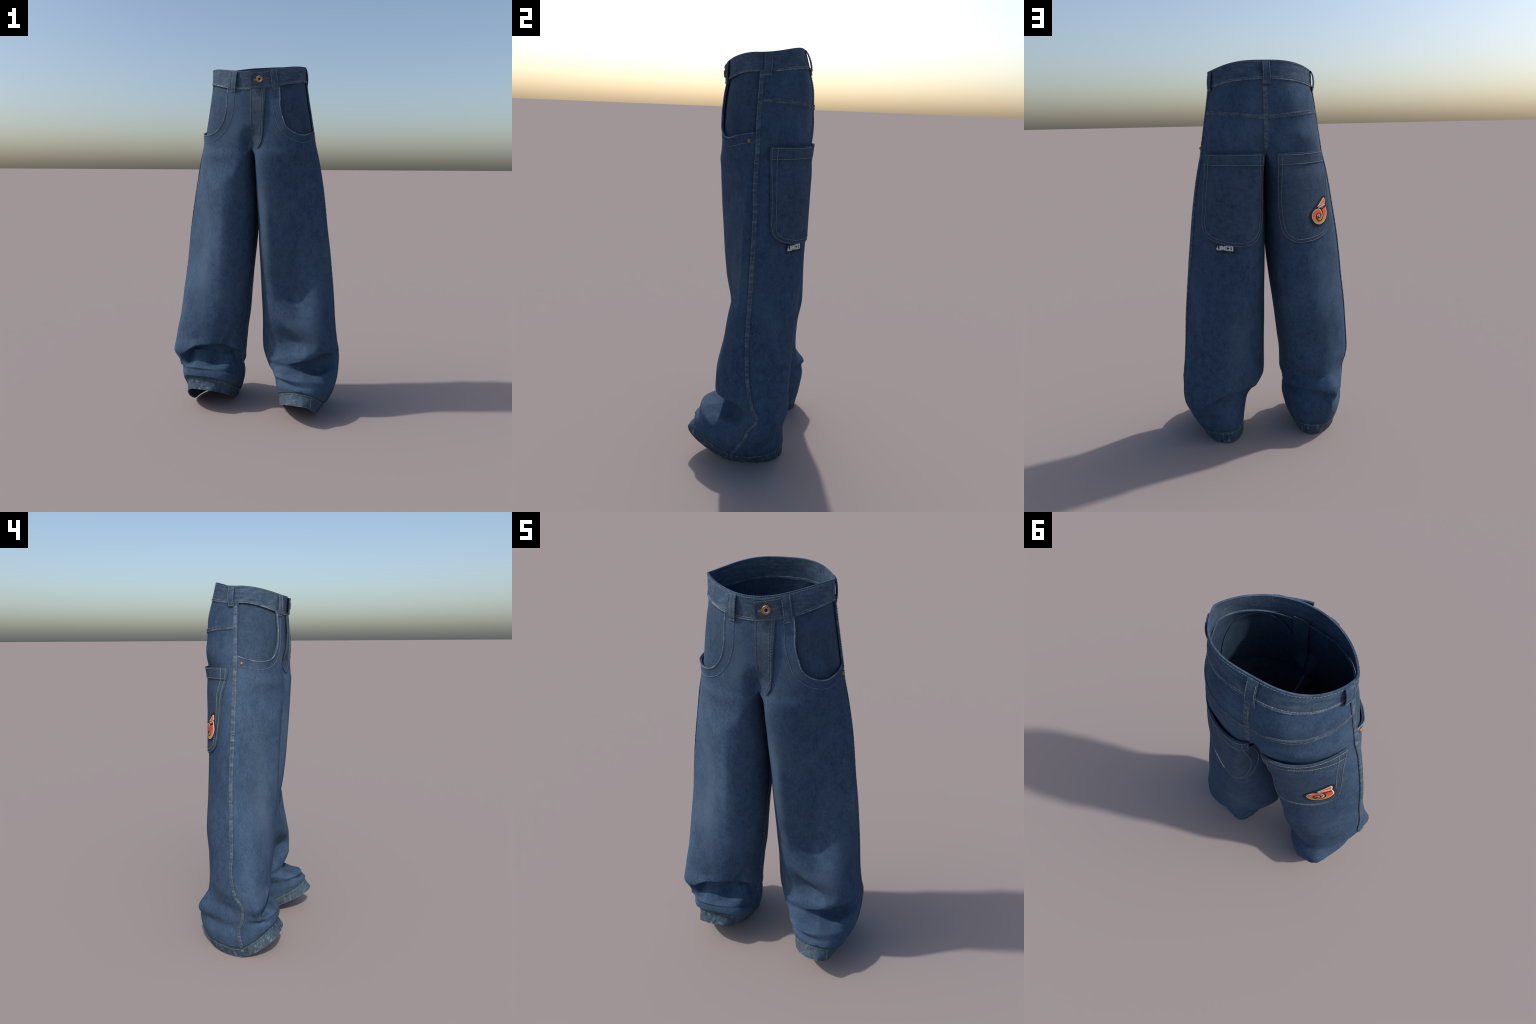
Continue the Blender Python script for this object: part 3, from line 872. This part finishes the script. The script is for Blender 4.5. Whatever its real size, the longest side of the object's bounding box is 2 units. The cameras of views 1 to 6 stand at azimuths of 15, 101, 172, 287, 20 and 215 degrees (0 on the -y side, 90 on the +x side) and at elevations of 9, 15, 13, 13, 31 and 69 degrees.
def lathe(profile, centre, axis, n=32):
    """Revolve (radius, height) pairs about an axis through centre."""
    axis = np.array(axis, float) / np.linalg.norm(axis)
    a = np.cross(axis, [0.1, 0.2, 1.0])
    a /= np.linalg.norm(a)
    b = np.cross(axis, a)
    ang = np.linspace(0, 2 * math.pi, n, endpoint=False)
    V = np.vstack([np.array(centre) + h * axis + r * (np.cos(ang)[:, None] * a + np.sin(ang)[:, None] * b) for r, h in profile])
    F = [(k * n + j, k * n + (j + 1) % n, (k + 1) * n + (j + 1) % n, (k + 1) * n + j) for k in range(len(profile) - 1) for j in range(n)]
    F += [tuple(range((len(profile) - 1) * n, len(profile) * n)), tuple(reversed(range(n)))]
    return V, F


bu, bt = uv_of_xz(L, [(0.050, 1.879)], 0.0, 0.6)
bp, bn = L.at(bu, bt, tab_off(bu, bt))
bp, bn = bp[0], bn[0]
button = make("button", lathe([(0.016, -0.002), (0.0178, 0.002), (0.0180, 0.0045), (0.0160, 0.0068), (0.0125, 0.0072), (0.0105, 0.006), (0.010, 0.003)], bp, bn, 40), COPPER)
make("button_rim", lathe([(0.0108, 0.003), (0.0108, 0.0066), (0.0092, 0.0070), (0.0072, 0.0058), (0.0066, 0.004)], bp, bn, 32), STEEL, parent=button)
make("button_centre", lathe([(0.0070, 0.003), (0.0068, 0.0046), (0.0048, 0.0048), (0.003, 0.0062), (0.0008, 0.0066)], bp, bn, 24), DARK, parent=button)
hole_uv = np.linspace(-0.028, 0.044, 40)
uu, tt = uv_of_xz(L, [(0.048 + d, 1.8775 + 0.12 * d) for d in hole_uv], 0.0, 0.6)
P, N = L.at(uu, tt, tab_off(uu, tt))
width = np.where(hole_uv < -0.008, 0.011 * np.sqrt(np.clip((hole_uv + 0.028) / 0.02, 0.02, 1)), np.interp(hole_uv, [-0.008, 0.012, 0.03, 0.044], [0.011, 0.006, 0.0042, 0.001]))
up = np.array([0.0, 0.0, 1.0])
strip = np.vstack([P + up * width[:, None] + N * 0.0004, P + N * 0.0022, P - up * width[:, None] + N * 0.0004])
n = len(P)
F = [(k * n + j, (k + 1) * n + j, (k + 1) * n + j + 1, k * n + j + 1) for k in range(2) for j in range(n - 1)]
make("buttonhole", thick(strip, np.vstack([N, N, N]), F, 0.0005, 0.001), plain("buttonhole_thread", (0.10, 0.11, 0.09), vary=0.4, freq=400.0))

# --- rivets ----------------------------------------------------------------
for cloth, p in ((L, (0.314, 0.010, 1.587)), (R, (-0.310, -0.024, 1.589))):
    u, t = cloth.find(p, 0.6, 1.4)
    q, m = cloth.at(u, t, 0.002)
    make("rivet", lathe([(0.0085, -0.003), (0.0088, 0.002), (0.0078, 0.0045), (0.0055, 0.0068), (0.0025, 0.0080), (0.0006, 0.0083)], q[0], m[0], 24), COPPER)

# --- belt loops ------------------------------------------------------------
LOOPS = [(L, 0.5, (0.120, -0.138, 1.88), 0.006), (R, 0.5, (-0.092, -0.155, 1.88), 0.009), (L, 1.5, (0.251, 0.066, 1.91), 0.006), (R, 1.5, (-0.262, 0.040, 1.91), 0.010)]
LOW, HIGH = WAIST_SEAM - 0.024, WAIST_TOP - 0.004


def loop_off(bulge, t):
    s = np.clip((t - LOW) / (HIGH - LOW), 0, 1)
    return 0.0068 + bulge * np.sin(np.pi * s) ** 0.8 * np.where(s > 0.14, 1.0, 0.55)


for cloth, mid, p, bulge in LOOPS:
    u, t = cloth.find(p, max(0.02, mid - 0.5), mid + 0.45)
    arc = float(cloth.look(cloth.A, np.array([u]), np.array([t]))[0])
    cut = lambda u, t: np.abs(cloth.look(cloth.A, u, t) - arc) - 0.0185
    ridge = lambda u, t: loop_off(bulge, t) + 0.0015 * np.cos((cloth.look(cloth.A, u, t) - arc) / 0.0185 * 2.6) ** 2
    make("belt_loop", patch(cloth, np.linspace(u - 0.16, u + 0.16, 36), rows(LOW, HIGH, 0.0035), [cut], ridge, 0.004), DENIM_BAND)
    tt = rows(LOW + 0.003, HIGH - 0.003, 0.003)
    for d in (-0.0145, 0.0145):
        uu = cloth.u_of_arc(np.full(len(tt), arc + d), tt, u - 0.2, u + 0.2)
        stitches(cloth, uu, tt, ridge(uu, tt) + 0.0006, "pale", gap=0.002)
    aa = np.linspace(-0.016, 0.016, 14)
    uu = cloth.u_of_arc(arc + aa, np.full(14, LOW + 0.004), u - 0.2, u + 0.2)
    stitches(cloth, uu, np.full(14, LOW + 0.004), ridge(uu, np.full(14, LOW + 0.004)) + 0.0006, "pale", gap=0.001)
halves = []
for cloth, wide in ((L, 0.008), (R, 0.031)):
    cut = lambda u, t: np.abs(cloth.look(cloth.P, u, t)[:, 0]) - wide
    halves.append(patch(cloth, np.linspace(1.8, 2.0, 40), rows(LOW, HIGH, 0.0035), [cut], lambda u, t: loop_off(0.009, t), 0.004))
make("belt_loop", merge(*halves), DENIM_BAND)
for cloth, x in ((L, 0.004), (R, -0.027)):
    uu, tt = uv_of_xz(cloth, [(x, z) for z in np.linspace(1.905, 1.985, 30)], 1.7, 2.0)
    stitches(cloth, uu, tt, loop_off(0.009, tt) + 0.0008, "pale", gap=0.002)

# --- back pockets ----------------------------------------------------------
POCKETS = [
    (L, [(0.288, 1.564), (0.306, 1.45), (0.319, 1.337), (0.330, 1.215), (0.321, 1.165), (0.285, 1.130), (0.215, 1.110), (0.150, 1.104), (0.092, 1.113), (0.048, 1.150), (0.030, 1.21), (0.022, 1.30), (0.019, 1.42), (0.018, 1.564)]),
    (R, [(-0.303, 1.564), (-0.317, 1.47), (-0.331, 1.33), (-0.337, 1.20), (-0.320, 1.145), (-0.265, 1.113), (-0.195, 1.104), (-0.142, 1.108), (-0.092, 1.138), (-0.067, 1.20), (-0.058, 1.30), (-0.055, 1.40), (-0.050, 1.564)]),
]
BAND_Z = 1.502
POCKET_TOP = {}
for cloth, edge in POCKETS:
    sides = spline(edge, 8)
    f = xz_region(cloth, sides)
    x0, x1 = abs(edge[-1][0]), abs(edge[0][0])

    def pocket_off(u, t, cloth=cloth, f=f, x0=x0, x1=x1):
        p = world(cloth, u, t)
        across = np.clip((np.abs(p[:, 0]) - x0) / (x1 - x0), 0, 1)
        top = np.clip((p[:, 2] - 1.44) / 0.124, 0, 1) ** 1.6
        soft = np.clip(-f(u, t) / 0.03, 0, 1)
        return 0.0058 + 0.0030 * soft + 0.010 * top * np.sin(np.pi * across) ** 0.8

    us, ts = np.linspace(1.02, 2.75, 150), rows(1.08, 1.60, 0.006)
    back_side = lambda u, t: f(u, t)
    pocket = make("back_pocket", patch(cloth, us, ts, [back_side], pocket_off, 0.0045), DENIM_POCKET)
    band = lambda u, t: np.maximum(f(u, t), BAND_Z - world(cloth, u, t)[:, 2])
    make("pocket_hem", patch(cloth, us, rows(1.48, 1.60, 0.005), [band], lambda u, t: pocket_off(u, t) + 0.0036, 0.003), DENIM_POCKET, parent=pocket)
    inner = np.array(sides)
    centre = np.array([np.mean(inner[:, 0]), 1.33])
    for d in (0.006, 0.021):
        g = np.gradient(inner, axis=0)
        g /= np.linalg.norm(g, axis=1, keepdims=True)
        nrm = np.stack([-g[:, 1], g[:, 0]], axis=1)
        nrm *= np.sign(np.sum((centre - inner) * nrm, axis=1, keepdims=True))
        q = inner + nrm * d
        uu, tt = uv_of_xz(cloth, q[::2], 1.05, 2.7)
        stitches(cloth, uu, tt, pocket_off(uu, tt) + np.where(world(cloth, uu, tt)[:, 2] > BAND_Z, 0.0044, 0.0012), "sand", gap=0.0018, r=0.0012)
    for z in (BAND_Z + 0.005, 1.556):
        xs = np.linspace(edge[0][0] * 1.01, edge[-1][0], 50)
        uu, tt = uv_of_xz(cloth, [(x, z) for x in xs], 1.05, 2.7)
        keep = f(uu, tt) < -0.001
        stitches(cloth, uu[keep], tt[keep], pocket_off(uu[keep], tt[keep]) + 0.0046, "sand", gap=0.0018, r=0.0012)
    POCKET_TOP[cloth.side] = pocket_off

# --- woven label under the left pocket ------------------------------------
TX = lambda x: 150 + (0.262 - x) / 0.089 * 2000     # picture units, to the right seen from behind
TV = lambda z: (1.113 - z) / 0.040 * 840            # picture units, down


def tag_cut(u, t):
    p = world(L, u, t)
    X, Y = TX(p[:, 0]), TV(p[:, 2])
    return np.maximum.reduce([150 - X, X - 2150, -Y - 60, Y - 830])


label = make("woven_label", patch(L, np.linspace(1.4, 2.4, 90), rows(1.05, 1.15, 0.002), [tag_cut], 0.0062, 0.004), TAG)
box = lambda a, b, c, d: [(a, c), (b, c), (b, d), (a, d)]
GLYPHS = [
    [box(205, 405, 310, 560), box(540, 725, 110, 560), box(250, 690, 500, 600), [(275, 160), (340, 100), (405, 160), (340, 225)]],
    [box(735, 870, 90, 550), box(1010, 1145, 90, 550), [(760, 90), (900, 90), (1120, 550), (980, 550)]],
    [box(1185, 1315, 80, 590), box(1220, 1525, 500, 600), box(1410, 1535, 395, 590), box(1410, 1535, 70, 260), box(1220, 1525, 65, 150)],
    [box(1575, 1740, 110, 590), box(1855, 2035, 110, 590), box(1610, 2000, 80, 180), box(1610, 2000, 520, 620)],
]
for strokes in GLYPHS:
    shapes = [polygon_distance(b) for b in strokes]

    def ink(u, t):
        p = world(L, u, t)
        X, Y = TX(p[:, 0]), TV(p[:, 2])
        return np.minimum.reduce([s(X, Y) for s in shapes])
    lo = min(x for b in strokes for x, _ in b) - 40
    hi = max(x for b in strokes for x, _ in b) + 40
    ua, _ = uv_of_xz(L, [(0.262 - (lo - 150) / 2000 * 0.089, 1.10), (0.262 - (hi - 150) / 2000 * 0.089, 1.10)], 1.3, 2.5)
    make("letter", patch(L, np.linspace(min(ua), max(ua), 70), rows(1.072, 1.126, 0.0006), [ink], 0.0074, 0.002), LETTER, parent=label)

# --- flame-tailed spiral patch on the right pocket --------------------------
EX = lambda x: 612 - (x + 0.268) / 0.000137
EY = lambda z: 1390 - (z - 1.190) / 0.000123
BODY = spline([(548, 688), (700, 630), (838, 578), (872, 640), (908, 770), (936, 890), (940, 985), (915, 1120), (850, 1255), (745, 1350), (610, 1392), (470, 1345), (360, 1230), (300, 1100), (287, 1000), (312, 890), (372, 805), (450, 750), (520, 733), (552, 715)], 6)
SHARD = [(512, 655), (600, 550), (705, 425), (785, 328), (815, 315), (842, 345), (856, 430), (860, 535), (770, 568), (640, 612)]
OUTER = spline([(400, 650), (590, 430), (745, 255), (820, 225), (885, 280), (905, 450), (925, 600), (975, 780), (1000, 960), (975, 1150), (890, 1325), (765, 1440), (600, 1480), (415, 1430), (285, 1290), (215, 1115), (208, 980), (245, 845), (320, 735)], 6)
SPIRAL = spline([(480, 695), (610, 715), (690, 790), (738, 920), (752, 1050), (722, 1175), (650, 1240), (580, 1243), (505, 1170), (468, 1060), (490, 970), (550, 922), (610, 942), (643, 1010), (636, 1080), (592, 1125), (548, 1095), (532, 1048)], 5)
GLINT = [spline([(345, 835), (430, 765), (520, 745), (600, 765), (668, 845), (714, 960), (720, 1060), (692, 1160)], 5), spline([(492, 1015), (540, 953), (588, 972), (614, 1040), (602, 1095)], 5)]
JAG = [(640, 705), (740, 765), (775, 680), (815, 730), (842, 645), (858, 700)]


def emblem(name, mat, shape, off, th, parent):
    def cut(u, t):
        p = world(R, u, t)
        return shape(EX(p[:, 0]), EY(p[:, 2]))
    po = POCKET_TOP[-1]
    return make(name, patch(R, np.linspace(1.25, 1.95, 150), rows(1.165, 1.35, 0.0011), [cut], lambda u, t: po(u, t) + off, th), mat, parent=parent)


def flame_material():
    m = Nodes("flame_gradient")
    z = m.xyz()[2]
    n = m.noise((1, 1, 1), 90.0, 3, 0.6)
    h = m.math("ADD", z, m.math("MULTIPLY", m.math("SUBTRACT", n, 0.5), 0.02))
    c = m.mix(m.ramp(h, 1.205, 1.25), (0.62, 0.27, 0.06), (0.70, 0.10, 0.035))
    c = m.mix(m.ramp(h, 1.262, 1.300), c, (0.68, 0.17, 0.055))
    return m.finish(c, 0.7, n, 0.1, 0.0005, spec=0.3)


both = lambda a, b: (lambda x, y: np.minimum(a(x, y), b(x, y)))
body_d, shard_d = polygon_distance(BODY), polygon_distance(SHARD)
FLAME = flame_material()
base = emblem("spiral_patch", BLACK, polygon_distance(OUTER), 0.0025, 0.002, JEANS)
emblem("patch_border", WHITE, both(body_d, shard_d), 0.0036, 0.0015, base)
emblem("patch_flame", FLAME, both(lambda x, y: body_d(x, y) + 24, lambda x, y: shard_d(x, y) + 22), 0.0046, 0.0015, base)
glints = [line_distance(g) for g in GLINT]
emblem("patch_glint", WHITE, lambda x, y: np.minimum(glints[0](x, y), glints[1](x, y)) - 10, 0.0054, 0.0012, base)
swirl, jag = line_distance(SPIRAL), line_distance(JAG)
emblem("patch_spiral", BLACK, lambda x, y: np.minimum(swirl(x, y) - 16, jag(x, y) - 13), 0.0062, 0.0015, base)

for kind, mat in (("pale", THREAD), ("tan", THREAD_TAN), ("green", THREAD_GREEN), ("sand", THREAD_SAND)):
    if STITCH[kind]:
        make("stitching", merge(*STITCH[kind]), mat, stuff=True, weld=False)
